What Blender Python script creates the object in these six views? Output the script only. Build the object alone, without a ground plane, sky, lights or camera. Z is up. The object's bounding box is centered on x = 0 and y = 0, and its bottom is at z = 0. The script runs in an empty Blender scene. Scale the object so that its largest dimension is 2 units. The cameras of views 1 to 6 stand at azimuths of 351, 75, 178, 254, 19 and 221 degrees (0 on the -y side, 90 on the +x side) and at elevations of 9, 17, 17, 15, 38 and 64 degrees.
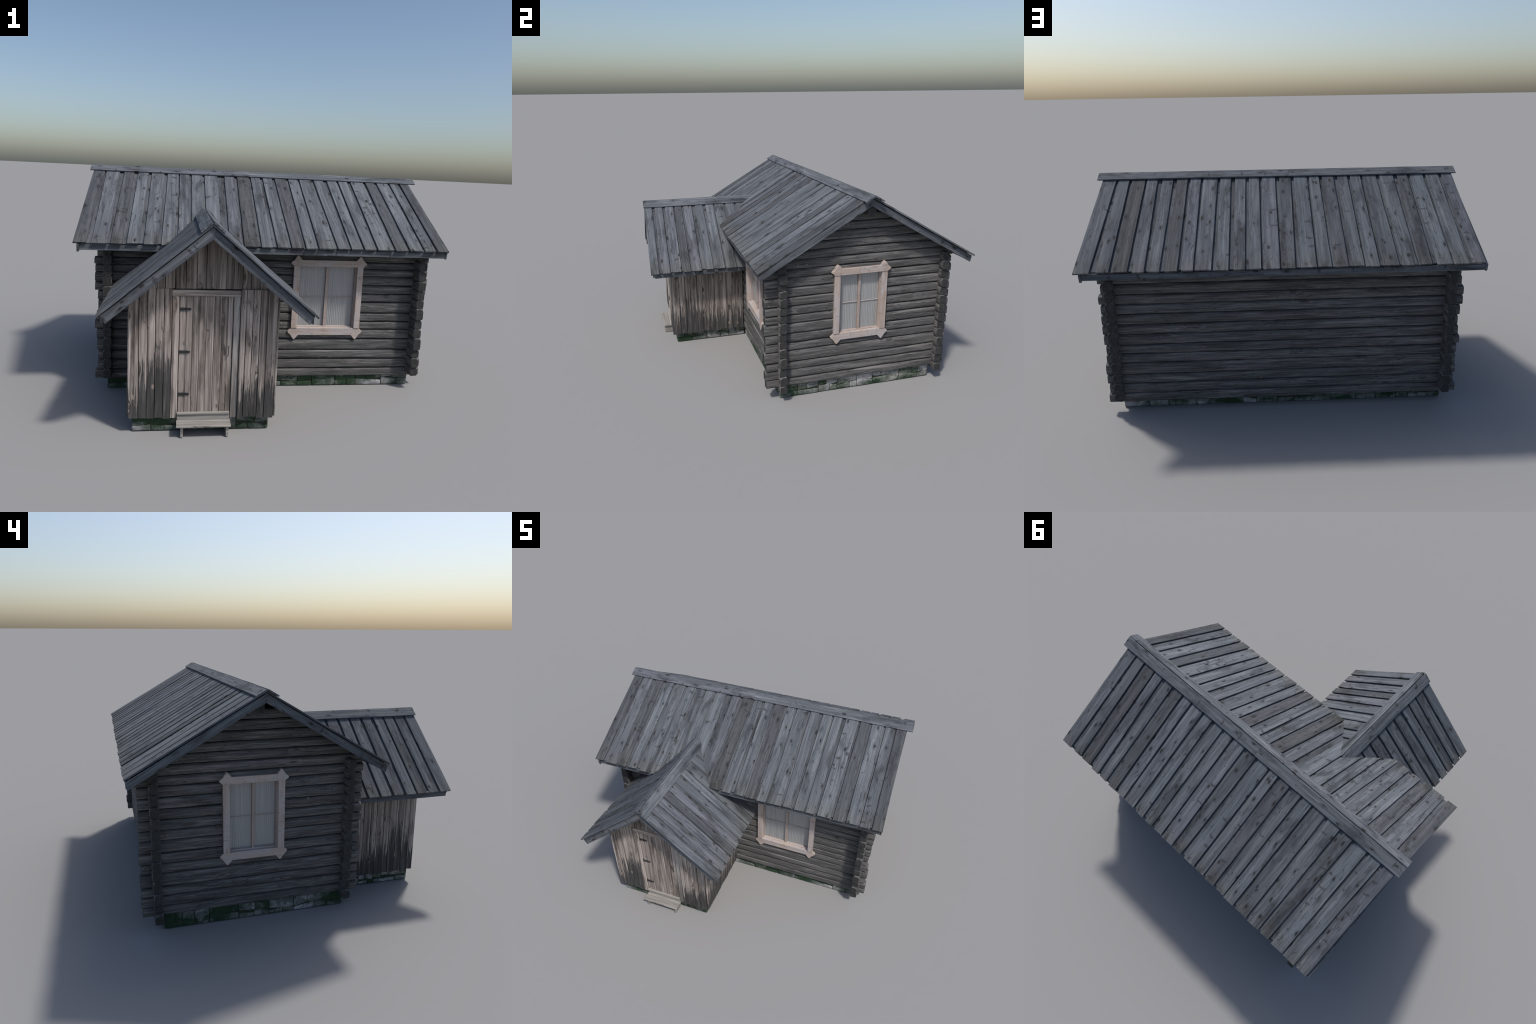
"""Weathered log cabin with a plank porch: log walls, board roofs, three framed windows, stone footing."""
import bpy, math, random
from mathutils import Vector, Matrix, noise

RNG = random.Random(11)


# ------------------------------------------------------------------ helpers
def lerp(a, b, t):
    return a + (b - a) * t


def nz(x, y=0.0, z=0.0):
    return noise.noise(Vector((x, y, z)))


def interp(table, x):
    """piecewise linear lookup in a short list of (x, y) control points"""
    if x <= table[0][0]:
        return table[0][1]
    for (xa, ya), (xb, yb) in zip(table, table[1:]):
        if x <= xb:
            return lerp(ya, yb, (x - xa) / (xb - xa))
    return table[-1][1]


def add_object(name, verts, faces, mats, parent, matrix=None, smooth=None, mat_index=None):
    me = bpy.data.meshes.new(name)
    me.from_pydata([tuple(v) for v in verts], [], faces)
    me.update()
    for m in mats:
        me.materials.append(m)
    if mat_index:
        for p, i in zip(me.polygons, mat_index):
            p.material_index = i
    ob = bpy.data.objects.new(name, me)
    bpy.context.scene.collection.objects.link(ob)
    if smooth is not None:
        me.shade_smooth()
        me.set_sharp_from_angle(angle=math.radians(smooth))
    if matrix is not None:
        ob.matrix_world = matrix
    if parent is not None:
        ob.parent = parent
        ob.matrix_parent_inverse = parent.matrix_world.inverted()
    return ob


def frame(origin, length_dir, width_dir):
    """matrix: local x = along the piece, y = across it, z = outward face"""
    x = Vector(length_dir).normalized()
    y = Vector(width_dir).normalized()
    z = x.cross(y).normalized()
    y = z.cross(x)
    m = Matrix((x, y, z)).transposed().to_4x4()
    m.translation = Vector(origin)
    return m


def loft(sections):
    """closed skin through equal-length rings; returns verts, faces (first two faces are the caps)"""
    n = len(sections[0])
    verts = [v for s in sections for v in s]
    k = len(sections)
    faces = [tuple(reversed(range(n))), tuple((k - 1) * n + i for i in range(n))]
    for a in range(k - 1):
        for i in range(n):
            j = (i + 1) % n
            faces.append((a * n + i, a * n + j, (a + 1) * n + j, (a + 1) * n + i))
    return verts, faces


def plank(name, parent, mats, matrix, ends, edges, thick, seed, wobble=0.0008, warp=0.0006, bevel=0.0012, step=0.03, across=4):
    """One sawn board. ends = (start(v), stop(v)) along x; edges = ((lo, hi) at start, (lo, hi) at stop) across y.
    z runs from -thick (back) to 0 (face)."""
    f0 = ends[0] if callable(ends[0]) else (lambda y, c=ends[0]: c)
    f1 = ends[1] if callable(ends[1]) else (lambda y, c=ends[1]: c)
    (lo0, hi0), (lo1, hi1) = edges
    mid = 0.5 * (lo0 + hi0)
    length = abs(f1(mid) - f0(mid))
    n = max(2, int(length / step))
    secs = []
    for i in range(n + 1):
        u = i / n
        lo = lerp(lo0, lo1, u) + wobble * nz(u * length * 9, seed * 3.1, 0.3)
        hi = lerp(hi0, hi1, u) + wobble * nz(u * length * 9, seed * 3.1, 7.7)
        cup = warp * nz(u * length * 4, seed * 1.7, 3.3)
        ring = []
        b = min(bevel, thick * 0.3)
        ys = [lo + b] + [lerp(lo + b, hi - b, j / across) for j in range(1, across)] + [hi - b]
        top = [(y, 0.0 + cup + warp * 0.6 * nz(y * 60, u * length * 5, seed)) for y in ys]
        bot = [(y, -thick) for y in reversed(ys)]
        prof = top + [(hi, -b), (hi, -thick + b)] + bot + [(lo, -thick + b), (lo, -b)]
        for (y, z) in prof:
            ring.append(Vector((lerp(f0(y), f1(y), u), y, z)))
        secs.append(ring)
    v, f = loft([list(reversed(s)) for s in secs])
    return add_object(name, v, f, mats, parent, matrix, smooth=35)


def box(lo, hi, bevel=0.0):
    """verts, faces of a box with chamfered vertical/horizontal edges (8-corner ring extruded along x)"""
    (x0, y0, z0), (x1, y1, z1) = lo, hi
    b = bevel
    ring = [(y0 + b, z0), (y1 - b, z0), (y1, z0 + b), (y1, z1 - b), (y1 - b, z1), (y0 + b, z1), (y0, z1 - b), (y0, z0 + b)]
    if b == 0:
        ring = [(y0, z0), (y1, z0), (y1, z1), (y0, z1)]
        return loft([[(x0, y, z) for y, z in ring], [(x1, y, z) for y, z in ring]])
    cy, cz = (y0 + y1) / 2, (z0 + z1) / 2
    sy, sz = 1 - 2 * b / max(1e-6, (y1 - y0)), 1 - 2 * b / max(1e-6, (z1 - z0))
    inner = [(cy + (y - cy) * sy, cz + (z - cz) * sz) for y, z in ring]
    return loft([[(x0, y, z) for y, z in inner], [(x0 + b, y, z) for y, z in ring], [(x1 - b, y, z) for y, z in ring], [(x1, y, z) for y, z in inner]])


def prism(outline, y0, y1, bevel=0.001):
    """outline in (x, z), extruded along y from y0 (back) to y1 (front) with a small front chamfer"""
    cx = sum(p[0] for p in outline) / len(outline)
    cz = sum(p[1] for p in outline) / len(outline)
    s = 1 if y1 > y0 else -1

    def ins(p):
        dx, dz = cx - p[0], cz - p[1]
        return (p[0] + (bevel if dx > 0 else -bevel), p[1] + (bevel if dz > 0 else -bevel))
    secs = [[(x, y0, z) for x, z in outline], [(x, y1 - s * bevel, z) for x, z in outline], [(*[ins(p)[0]], y1, ins(p)[1]) for p in outline]]
    return loft(secs)


# ------------------------------------------------------------------ materials
class Nodes:
    """tiny builder so that each material below reads as a recipe"""

    def __init__(self, name):
        self.mat = bpy.data.materials.new(name)
        self.mat.use_nodes = True
        self.t = self.mat.node_tree
        self.t.nodes.clear()

    def node(self, kind, **props):
        n = self.t.nodes.new(kind)
        for k, v in props.items():
            setattr(n, k, v)
        return n

    def put(self, sock, val):
        if isinstance(val, bpy.types.NodeSocket):
            self.t.links.new(val, sock)
        elif val is not None:
            if hasattr(sock.default_value, "__len__") and len(sock.default_value) == 4 and len(val) == 3:
                val = (*val, 1.0)
            sock.default_value = val

    def math(self, op, a, b=None, c=None, clamp=False):
        n = self.node("ShaderNodeMath", operation=op, use_clamp=clamp)
        for s, v in zip(n.inputs, (a, b, c)):
            self.put(s, v)
        return n.outputs[0]

    def vmath(self, op, a, b=None):
        n = self.node("ShaderNodeVectorMath", operation=op)
        for s, v in zip(n.inputs, (a, b)):
            self.put(s, v)
        return n.outputs[0]

    def xyz(self, v):
        n = self.node("ShaderNodeSeparateXYZ")
        self.put(n.inputs[0], v)
        return n.outputs

    def vec(self, x, y, z):
        n = self.node("ShaderNodeCombineXYZ")
        for s, v in zip(n.inputs, (x, y, z)):
            self.put(s, v)
        return n.outputs[0]

    def noise(self, v, scale=1.0, detail=3.0, rough=0.5, dist=0.0):
        n = self.node("ShaderNodeTexNoise")
        self.put(n.inputs["Vector"], v)
        for k, x in (("Scale", scale), ("Detail", detail), ("Roughness", rough), ("Distortion", dist)):
            self.put(n.inputs[k], x)
        return n.outputs["Fac"]

    def voronoi(self, v, scale=1.0, feature="F1", rand=1.0):
        """cells on the face of a piece: along it, and across it (y + z: one of the two is constant on any face)"""
        n = self.node("ShaderNodeTexVoronoi", feature=feature, voronoi_dimensions="2D")
        x, y, z = self.xyz(v)
        v = self.vec(x, self.math("ADD", y, z), 0.0)
        self.put(n.inputs["Vector"], v)
        self.put(n.inputs["Scale"], scale)
        self.put(n.inputs["Randomness"], rand)
        return n

    def remap(self, v, a, b, c=0.0, d=1.0, smooth=True):
        n = self.node("ShaderNodeMapRange", interpolation_type="SMOOTHSTEP" if smooth else "LINEAR")
        for s, x in zip(n.inputs, (v, a, b, c, d)):
            self.put(s, x)
        return n.outputs[0]

    def ramp(self, fac, stops):
        n = self.node("ShaderNodeValToRGB")
        e = n.color_ramp.elements
        while len(e) < len(stops):
            e.new(0.5)
        for el, (p, c) in zip(e, stops):
            el.position, el.color = p, (*c, 1)
        self.put(n.inputs[0], fac)
        return n.outputs[0]

    def mix(self, fac, a, b, blend="MIX"):
        n = self.node("ShaderNodeMix", data_type="RGBA", blend_type=blend)
        self.put(n.inputs[0], fac)
        self.put(n.inputs[6], a)
        self.put(n.inputs[7], b)
        return n.outputs[2]

    def prop(self, name):
        return self.node("ShaderNodeAttribute", attribute_type="OBJECT", attribute_name='["%s"]' % name).outputs["Fac"]

    def local(self, jump=(41.0, 17.0, 29.0)):
        """object coordinates, thrown to a different place in the pattern for every piece"""
        tc = self.node("ShaderNodeTexCoord").outputs["Object"]
        r = self.node("ShaderNodeObjectInfo").outputs["Random"]
        return self.vmath("ADD", tc, self.vec(*[self.math("MULTIPLY", r, j) for j in jump])), r, tc

    def finish(self, color, rough=0.85, height=None, bump=0.3, dist=0.002, spec=0.25):
        b = self.node("ShaderNodeBsdfPrincipled")
        self.put(b.inputs["Base Color"], color)
        self.put(b.inputs["Roughness"], rough)
        self.put(b.inputs["Specular IOR Level"], spec)
        if height is not None:
            n = self.node("ShaderNodeBump")
            self.put(n.inputs["Strength"], bump)
            self.put(n.inputs["Distance"], dist)
            self.put(n.inputs["Height"], height)
            self.put(b.inputs["Normal"], n.outputs[0])
        o = self.node("ShaderNodeOutputMaterial")
        self.put(o.inputs[0], b.outputs[0])
        return self.mat


def wood_grain(N, P, knot_scale=(9.0, 13.0, 13.0), knot_share=0.55, fine=190.0, wave=0.010):
    """fibres along local x that flow round knots. Returns dict of masks."""
    x, y, z = N.xyz(P)
    kv = N.vmath("MULTIPLY", P, knot_scale)
    kn = N.voronoi(kv, 1.0)
    pick = N.xyz(kn.outputs["Color"])[0]
    has = N.math("LESS_THAN", pick, knot_share)
    d = kn.outputs["Distance"]
    size = N.math("MULTIPLY_ADD", N.xyz(kn.outputs["Color"])[2], 0.10, 0.06)
    knot = N.math("MULTIPLY", has, N.remap(d, N.math("MULTIPLY", size, 0.55), size, 1.0, 0.0))
    halo = N.math("MULTIPLY", has, N.remap(d, 0.0, 0.34, 1.0, 0.0))
    sway = N.noise(N.vmath("MULTIPLY", P, (3.5, 9.0, 9.0)), 1.0, 2.0)
    y2 = N.math("ADD", y, N.math("ADD", N.math("MULTIPLY", halo, 0.014), N.math("MULTIPLY", sway, wave)))
    g = N.vec(x, y2, z)
    fine_g = N.noise(N.vmath("MULTIPLY", g, (7.0, fine, fine)), 1.0, 4.0, 0.6)
    mid_g = N.noise(N.vmath("MULTIPLY", g, (2.2, 52.0, 40.0)), 1.0, 3.0, 0.55)
    crack_n = N.noise(N.vmath("MULTIPLY", g, (3.2, 34.0, 20.0)), 1.0, 2.0, 0.5)
    crack = N.remap(N.math("ABSOLUTE", N.math("SUBTRACT", crack_n, 0.52)), 0.0, 0.016, 1.0, 0.0)
    gate = N.remap(N.noise(N.vmath("MULTIPLY", P, (6.0, 20.0, 20.0)), 1.0, 1.0), 0.48, 0.6)
    crack = N.math("MULTIPLY", crack, gate)
    return dict(knot=knot, halo=halo, fine=fine_g, mid=mid_g, crack=crack, g=g)


def weathered_board():
    """silver-grey roof board; 'tone' 0 = brown and dark, 1 = pale silver"""
    N = Nodes("weathered_board")
    P, r, tc = N.local()
    m = wood_grain(N, P, (9.0, 20.0, 20.0), 0.42, 200.0, 0.012)
    tone = N.prop("tone")
    pale = N.ramp(m["mid"], [(0.26, (0.078, 0.088, 0.103)), (0.5, (0.130, 0.144, 0.163)), (0.76, (0.204, 0.220, 0.242))])
    dark = N.ramp(m["mid"], [(0.26, (0.045, 0.049, 0.055)), (0.5, (0.070, 0.075, 0.082)), (0.76, (0.106, 0.112, 0.119))])
    c = N.mix(tone, dark, pale)
    c = N.mix(N.remap(tone, 0.02, 0.16, 0.6, 0.0), c, N.mix(1.0, c, (1.02, 0.98, 0.94), "MULTIPLY"))
    mauve = N.math("MULTIPLY", N.remap(r, 0.62, 0.95), 0.6)
    c = N.mix(mauve, c, N.mix(1.0, c, (1.03, 0.98, 1.02), "MULTIPLY"))
    # growth rings: contour lines of a stretched noise, cathedral arches where it peaks
    ring_n = N.noise(N.vmath("MULTIPLY", m["g"], (1.5, 13.0, 9.0)), 1.0, 1.5, 0.4)
    ring = N.math("ABSOLUTE", N.math("SUBTRACT", N.math("FRACT", N.math("MULTIPLY", ring_n, 22.0)), 0.5))
    c = N.mix(N.remap(ring, 0.0, 0.16, 0.34, 0.0), c, N.mix(1.0, c, (0.52, 0.52, 0.53), "MULTIPLY"))
    blot = N.noise(N.vmath("MULTIPLY", P, (4.5, 13.0, 13.0)), 1.0, 4.0, 0.62)
    c = N.mix(N.remap(blot, 0.50, 0.68, 0.0, 0.8), c, N.mix(1.0, c, (0.46, 0.46, 0.455), "MULTIPLY"))
    warm = N.noise(N.vmath("MULTIPLY", P, (4.0, 9.0, 9.0)), 1.3, 2.0)
    c = N.mix(N.remap(warm, 0.58, 0.74, 0.0, 0.4), c, N.mix(1.0, c, (1.0, 0.95, 0.86), "MULTIPLY"))
    c = N.mix(N.remap(m["fine"], 0.35, 0.68, 0.0, 0.7), N.mix(1.0, c, (0.80, 0.80, 0.81), "MULTIPLY"), N.mix(1.0, c, (1.22, 1.22, 1.22), "MULTIPLY"))
    c = N.mix(N.math("MULTIPLY", m["halo"], 0.6), c, N.mix(1.0, c, (0.48, 0.47, 0.46), "MULTIPLY"))
    c = N.mix(N.math("MULTIPLY", m["knot"], 0.9), c, (0.022, 0.021, 0.021))
    c = N.mix(N.math("MULTIPLY", m["crack"], 0.8), c, (0.030, 0.031, 0.034))
    # branch whorls: short dark checks across the grain
    wdist = N.noise(P, 34.0, 2.0)
    wp = N.vmath("ADD", N.vmath("MULTIPLY", P, (24.0, 9.0, 9.0)), N.vec(N.math("MULTIPLY", wdist, 0.9), 0.0, 0.0))
    wv = N.voronoi(wp, 1.0)
    wpick = N.math("LESS_THAN", N.xyz(wv.outputs["Color"])[1], 0.10)
    whorl = N.math("MULTIPLY", wpick, N.remap(wv.outputs["Distance"], 0.06, 0.24, 1.0, 0.0))
    c = N.mix(N.math("MULTIPLY", whorl, 0.75), c, (0.036, 0.037, 0.039))
    # greenish-brown damp at the lower end of roof boards ('span' = board length, 0 elsewhere)
    span = N.prop("span")
    low = N.math("ADD", N.math("SUBTRACT", N.xyz(tc)[0], span), N.math("MULTIPLY_ADD", blot, 0.10, -0.05))
    low = N.math("MULTIPLY", N.remap(low, -0.13, -0.01), N.math("MINIMUM", N.math("MULTIPLY", span, 10.0), 1.0))
    c = N.mix(N.math("MULTIPLY", low, 0.6), c, N.mix(1.0, c, (1.02, 0.96, 0.83), "MULTIPLY"))
    # nail holes and specks
    nail = N.voronoi(N.vmath("MULTIPLY", P, (26.0, 34.0, 34.0)), 1.0)
    spot = N.math("MULTIPLY", N.math("LESS_THAN", N.xyz(nail.outputs["Color"])[2], 0.10), N.remap(nail.outputs["Distance"], 0.06, 0.12, 1.0, 0.0))
    c = N.mix(N.math("MULTIPLY", spot, 0.85), c, (0.022, 0.022, 0.022))
    h = N.math("SUBTRACT", N.math("MULTIPLY_ADD", m["mid"], 0.6, m["fine"]), N.math("ADD", m["crack"], N.math("MULTIPLY", m["knot"], 0.4)))
    return N.finish(c, 0.86, h, 0.45, 0.0014)


def log_wood():
    """tarred, sun-greyed log face"""
    N = Nodes("tarred_log_wood")
    P, r, tc = N.local()
    m = wood_grain(N, P, (5.0, 18.0, 18.0), 0.22, 170.0, 0.006)
    c = N.ramp(m["mid"], [(0.28, (0.064, 0.064, 0.064)), (0.5, (0.094, 0.093, 0.093)), (0.75, (0.140, 0.139, 0.138))])
    c = N.mix(N.remap(m["fine"], 0.36, 0.66, 0.0, 0.9), N.mix(1.0, c, (0.66, 0.66, 0.66), "MULTIPLY"), N.mix(1.0, c, (1.38, 1.37, 1.36), "MULTIPLY"))
    pale_streak = N.noise(N.vmath("MULTIPLY", m["g"], (2.6, 30.0, 40.0)), 1.0, 4.0, 0.65)
    c = N.mix(N.remap(pale_streak, 0.54, 0.70, 0.0, 0.7), c, (0.215, 0.207, 0.201))
    c = N.mix(N.math("MULTIPLY", r, 0.4), c, N.mix(1.0, c, (1.06, 0.98, 0.95), "MULTIPLY"))
    # long wandering drying checks on the face
    x, y, z = N.xyz(m["g"])
    chk = N.noise(N.vec(N.math("MULTIPLY", x, 1.7), N.math("MULTIPLY", y, 16.0), N.math("MULTIPLY", z, 32.0)), 1.0, 4.0, 0.65)
    chk = N.remap(N.math("ABSOLUTE", N.math("SUBTRACT", chk, 0.5)), 0.0, 0.009, 1.0, 0.0)
    c = N.mix(N.math("MULTIPLY", chk, 0.75), c, (0.020, 0.019, 0.019))
    c = N.mix(N.math("MULTIPLY", m["crack"], 0.45), c, (0.025, 0.025, 0.025))
    c = N.mix(N.math("MULTIPLY", m["knot"], 0.5), c, (0.03, 0.028, 0.026))
    fleck = N.voronoi(N.vmath("MULTIPLY", P, (20.0, 60.0, 60.0)), 1.0)
    fl = N.math("MULTIPLY", N.math("LESS_THAN", N.xyz(fleck.outputs["Color"])[0], 0.006), N.remap(fleck.outputs["Distance"], 0.05, 0.15, 1.0, 0.0))
    c = N.mix(N.math("MULTIPLY", fl, 0.7), c, (0.34, 0.30, 0.27))
    h = N.math("SUBTRACT", N.math("MULTIPLY_ADD", m["mid"], 0.7, m["fine"]), N.math("ADD", chk, m["crack"]))
    return N.finish(c, 0.8, h, 0.4, 0.0016)


def log_end_grain():
    N = Nodes("log_end_grain")
    P, r, tc = N.local((0.0, 0.0, 0.0))
    x, y, z = N.xyz(tc)
    q = N.vec(N.math("MULTIPLY", r, 33.0), y, z)
    n1 = N.noise(q, 55.0, 3.0, 0.6)
    n2 = N.noise(q, 400.0, 2.0, 0.6)
    c = N.ramp(n1, [(0.3, (0.028, 0.028, 0.028)), (0.55, (0.042, 0.042, 0.042)), (0.8, (0.062, 0.062, 0.061))])
    c = N.mix(N.math("MULTIPLY", r, 0.4), c, N.mix(1.0, c, (0.7, 0.7, 0.7), "MULTIPLY"))
    c = N.mix(N.remap(n2, 0.4, 0.7, 0.0, 0.4), c, N.mix(1.0, c, (1.4, 1.4, 1.4), "MULTIPLY"))
    return N.finish(c, 0.9, N.math("ADD", n1, N.math("MULTIPLY", n2, 0.4)), 0.4, 0.002)


def porch_board(name="porch_board", wash=(1.0, 1.0, 1.0)):
    """pinkish bare board; 'stain' = height in metres up to which it is black with damp, 'tone' = brightness"""
    N = Nodes(name)
    P, r, tc = N.local()
    m = wood_grain(N, P, (7.0, 22.0, 22.0), 0.30, 210.0, 0.010)
    c = N.ramp(m["mid"], [(0.27, (0.145, 0.124, 0.113)), (0.42, (0.285, 0.247, 0.223)), (0.55, (0.410, 0.360, 0.329)), (0.70, (0.515, 0.466, 0.434))])
    strip = N.noise(N.vmath("MULTIPLY", m["g"], (1.4, 75.0, 60.0)), 1.0, 2.0, 0.5)
    c = N.mix(N.remap(strip, 0.48, 0.60, 0.0, 0.8), c, N.mix(1.0, c, (0.52, 0.50, 0.49), "MULTIPLY"))
    c = N.mix(N.remap(m["fine"], 0.35, 0.7, 0.0, 0.6), N.mix(1.0, c, (0.80, 0.79, 0.78), "MULTIPLY"), N.mix(1.0, c, (1.15, 1.15, 1.15), "MULTIPLY"))
    blot = N.noise(N.vmath("MULTIPLY", P, (5.0, 18.0, 18.0)), 1.0, 3.0, 0.6)
    c = N.mix(N.remap(blot, 0.50, 0.68, 0.0, 0.75), c, N.mix(1.0, c, (0.47, 0.45, 0.44), "MULTIPLY"))
    c = N.mix(N.math("MULTIPLY", m["halo"], 0.35), c, N.mix(1.0, c, (0.7, 0.62, 0.56), "MULTIPLY"))
    c = N.mix(N.math("MULTIPLY", m["knot"], 0.7), c, (0.075, 0.058, 0.048))
    c = N.mix(N.math("MULTIPLY", m["crack"], 0.7), c, (0.05, 0.045, 0.042))
    c = N.mix(1.0, c, N.ramp(N.prop("tone"), [(0.0, (0.5, 0.5, 0.5)), (1.0, (1.12, 1.12, 1.12))]), "MULTIPLY")
    c = N.mix(1.0, c, wash, "MULTIPLY")
    # ragged black damp stain creeping up the fibres
    hgt = N.xyz(N.node("ShaderNodeNewGeometry").outputs["Position"])[2]
    x, y, z = N.xyz(m["g"])
    fray = N.noise(N.vec(N.math("MULTIPLY", x, 2.2), N.math("MULTIPLY", y, 170.0), N.math("MULTIPLY", z, 60.0)), 1.0, 3.0, 0.6)
    fray2 = N.noise(N.vmath("MULTIPLY", P, (14.0, 40.0, 40.0)), 1.0, 3.0, 0.6)
    lim = N.math("ADD", N.prop("stain"), N.math("ADD", N.math("MULTIPLY_ADD", fray, 0.62, -0.31), N.math("MULTIPLY_ADD", fray2, 0.20, -0.10)))
    edge = N.math("SUBTRACT", lim, hgt)
    stain = N.remap(edge, -0.022, 0.03, 0.0, 1.0)
    blackish = N.ramp(N.noise(N.vmath("MULTIPLY", m["g"], (6.0, 60.0, 50.0)), 1.0, 3.0, 0.6), [(0.28, (0.025, 0.025, 0.026)), (0.52, (0.043, 0.043, 0.044)), (0.66, (0.080, 0.079, 0.078)), (0.78, (0.19, 0.182, 0.175))])
    c = N.mix(N.math("MULTIPLY", stain, 0.93), c, blackish)
    kv = N.voronoi(N.vmath("MULTIPLY", P, (12.0, 22.0, 22.0)), 1.0)
    pink = N.math("MULTIPLY", N.math("LESS_THAN", N.xyz(kv.outputs["Color"])[1], 0.07), N.remap(kv.outputs["Distance"], 0.10, 0.17, 1.0, 0.0))
    c = N.mix(N.math("MULTIPLY", N.math("MULTIPLY", pink, stain), 0.8), c, (0.30, 0.235, 0.195))
    h = N.math("SUBTRACT", N.math("MULTIPLY_ADD", m["mid"], 0.8, m["fine"]), N.math("ADD", m["crack"], m["knot"]))
    return N.finish(c, 0.86, h, 0.45, 0.0016)


def window_trim(name="window_trim_wood", wash=(1.0, 1.0, 1.0)):
    """faded pink-cream trim paint with flaked white-grey patches"""
    N = Nodes(name)
    P, r, tc = N.local()
    m = wood_grain(N, P, (8.0, 20.0, 20.0), 0.3, 220.0, 0.006)
    c = N.ramp(m["mid"], [(0.25, (0.33, 0.262, 0.228)), (0.5, (0.440, 0.362, 0.322)), (0.78, (0.52, 0.455, 0.425))])
    lav = N.noise(N.vmath("MULTIPLY", P, (7.0, 18.0, 18.0)), 1.0, 3.0, 0.6)
    c = N.mix(N.remap(lav, 0.44, 0.62, 0.0, 0.8), c, (0.45, 0.415, 0.42))
    c = N.mix(N.remap(m["fine"], 0.38, 0.7, 0.0, 0.5), N.mix(1.0, c, (0.88, 0.87, 0.86), "MULTIPLY"), c)
    tick = N.noise(N.vmath("MULTIPLY", P, (120.0, 14.0, 14.0)), 1.0, 3.0, 0.65)
    c = N.mix(N.remap(tick, 0.58, 0.70, 0.0, 0.65), c, (0.20, 0.155, 0.135))
    c = N.mix(N.math("MULTIPLY", m["crack"], 0.45), c, (0.15, 0.115, 0.10))
    c = N.mix(N.math("MULTIPLY", m["knot"], 0.5), c, (0.30, 0.19, 0.13))
    c = N.mix(1.0, c, wash, "MULTIPLY")
    return N.finish(c, 0.7, N.math("SUBTRACT", m["fine"], m["crack"]), 0.25, 0.001, 0.3)


def step_wood():
    N = Nodes("doorstep_wood")
    P, r, tc = N.local()
    m = wood_grain(N, P, (8.0, 16.0, 16.0), 0.3, 220.0, 0.008)
    c = N.ramp(m["mid"], [(0.25, (0.160, 0.152, 0.142)), (0.5, (0.290, 0.275, 0.256)), (0.78, (0.41, 0.392, 0.368))])
    ochre = N.noise(P, 22.0, 3.0, 0.6)
    c = N.mix(N.remap(ochre, 0.56, 0.72, 0.0, 0.4), c, (0.33, 0.290, 0.225))
    c = N.mix(N.remap(m["fine"], 0.38, 0.66, 0.6, 0.0), c, N.mix(1.0, c, (0.62, 0.61, 0.6), "MULTIPLY"))
    c = N.mix(N.math("MULTIPLY", m["crack"], 0.7), c, (0.06, 0.055, 0.05))
    return N.finish(c, 0.88, N.math("SUBTRACT", m["fine"], m["crack"]), 0.4, 0.0015)


def footing_stone():
    N = Nodes("mossy_stone")
    tc = N.node("ShaderNodeTexCoord").outputs["Object"]
    r = N.node("ShaderNodeObjectInfo").outputs["Random"]
    n1 = N.noise(tc, 38.0, 4.0, 0.6)
    n2 = N.noise(tc, 190.0, 3.0, 0.65)
    c = N.ramp(n1, [(0.28, (0.17, 0.167, 0.168)), (0.5, (0.30, 0.296, 0.303)), (0.75, (0.44, 0.436, 0.445))])
    c = N.mix(N.remap(r, 0.5, 0.9, 0.0, 0.5), c, N.mix(1.0, c, (0.95, 0.93, 0.78), "MULTIPLY"))
    c = N.mix(N.remap(n2, 0.5, 0.7, 0.0, 0.6), c, N.mix(1.0, c, (0.5, 0.5, 0.48), "MULTIPLY"))
    patch = N.noise(N.vmath("MULTIPLY", tc, (5.0, 5.0, 9.0)), 1.0, 3.0, 0.6)
    film = N.math("ADD", patch, N.math("MULTIPLY_ADD", N.noise(tc, 60.0, 4.0, 0.7), 0.30, -0.15))
    film = N.math("ADD", film, N.math("MULTIPLY_ADD", r, 0.14, -0.07))
    c = N.mix(N.remap(film, 0.34, 0.47, 0.0, 0.80), c, N.mix(1.0, c, (0.26, 0.33, 0.27), "MULTIPLY"))
    moss = N.remap(film, 0.475, 0.60)
    green = N.ramp(n2, [(0.3, (0.007, 0.020, 0.009)), (0.6, (0.017, 0.048, 0.018)), (0.85, (0.04, 0.085, 0.035))])
    c = N.mix(N.math("MULTIPLY", moss, 0.9), c, green)
    return N.finish(c, 0.92, N.math("ADD", n1, N.math("MULTIPLY", n2, 0.5)), 0.5, 0.004)


def mortar():
    N = Nodes("dark_mortar")
    tc = N.node("ShaderNodeTexCoord").outputs["Object"]
    n = N.noise(tc, 30.0, 4.0, 0.65)
    c = N.ramp(n, [(0.35, (0.018, 0.030, 0.016)), (0.55, (0.035, 0.038, 0.028)), (0.75, (0.09, 0.08, 0.06))])
    return N.finish(c, 0.95, n, 0.6, 0.004)


def plain(name, col, rough=0.8, metal=0.0, scale=60.0, spread=0.25):
    N = Nodes(name)
    tc = N.node("ShaderNodeTexCoord").outputs["Object"]
    n = N.noise(tc, scale, 3.0, 0.6)
    c = N.ramp(n, [(0.3, tuple(v * (1 - spread) for v in col)), (0.7, tuple(v * (1 + spread) for v in col))])
    m = N.finish(c, rough, n, 0.3, 0.001)
    next(x for x in N.t.nodes if x.bl_idname == "ShaderNodeBsdfPrincipled").inputs["Metallic"].default_value = metal
    return m


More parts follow.
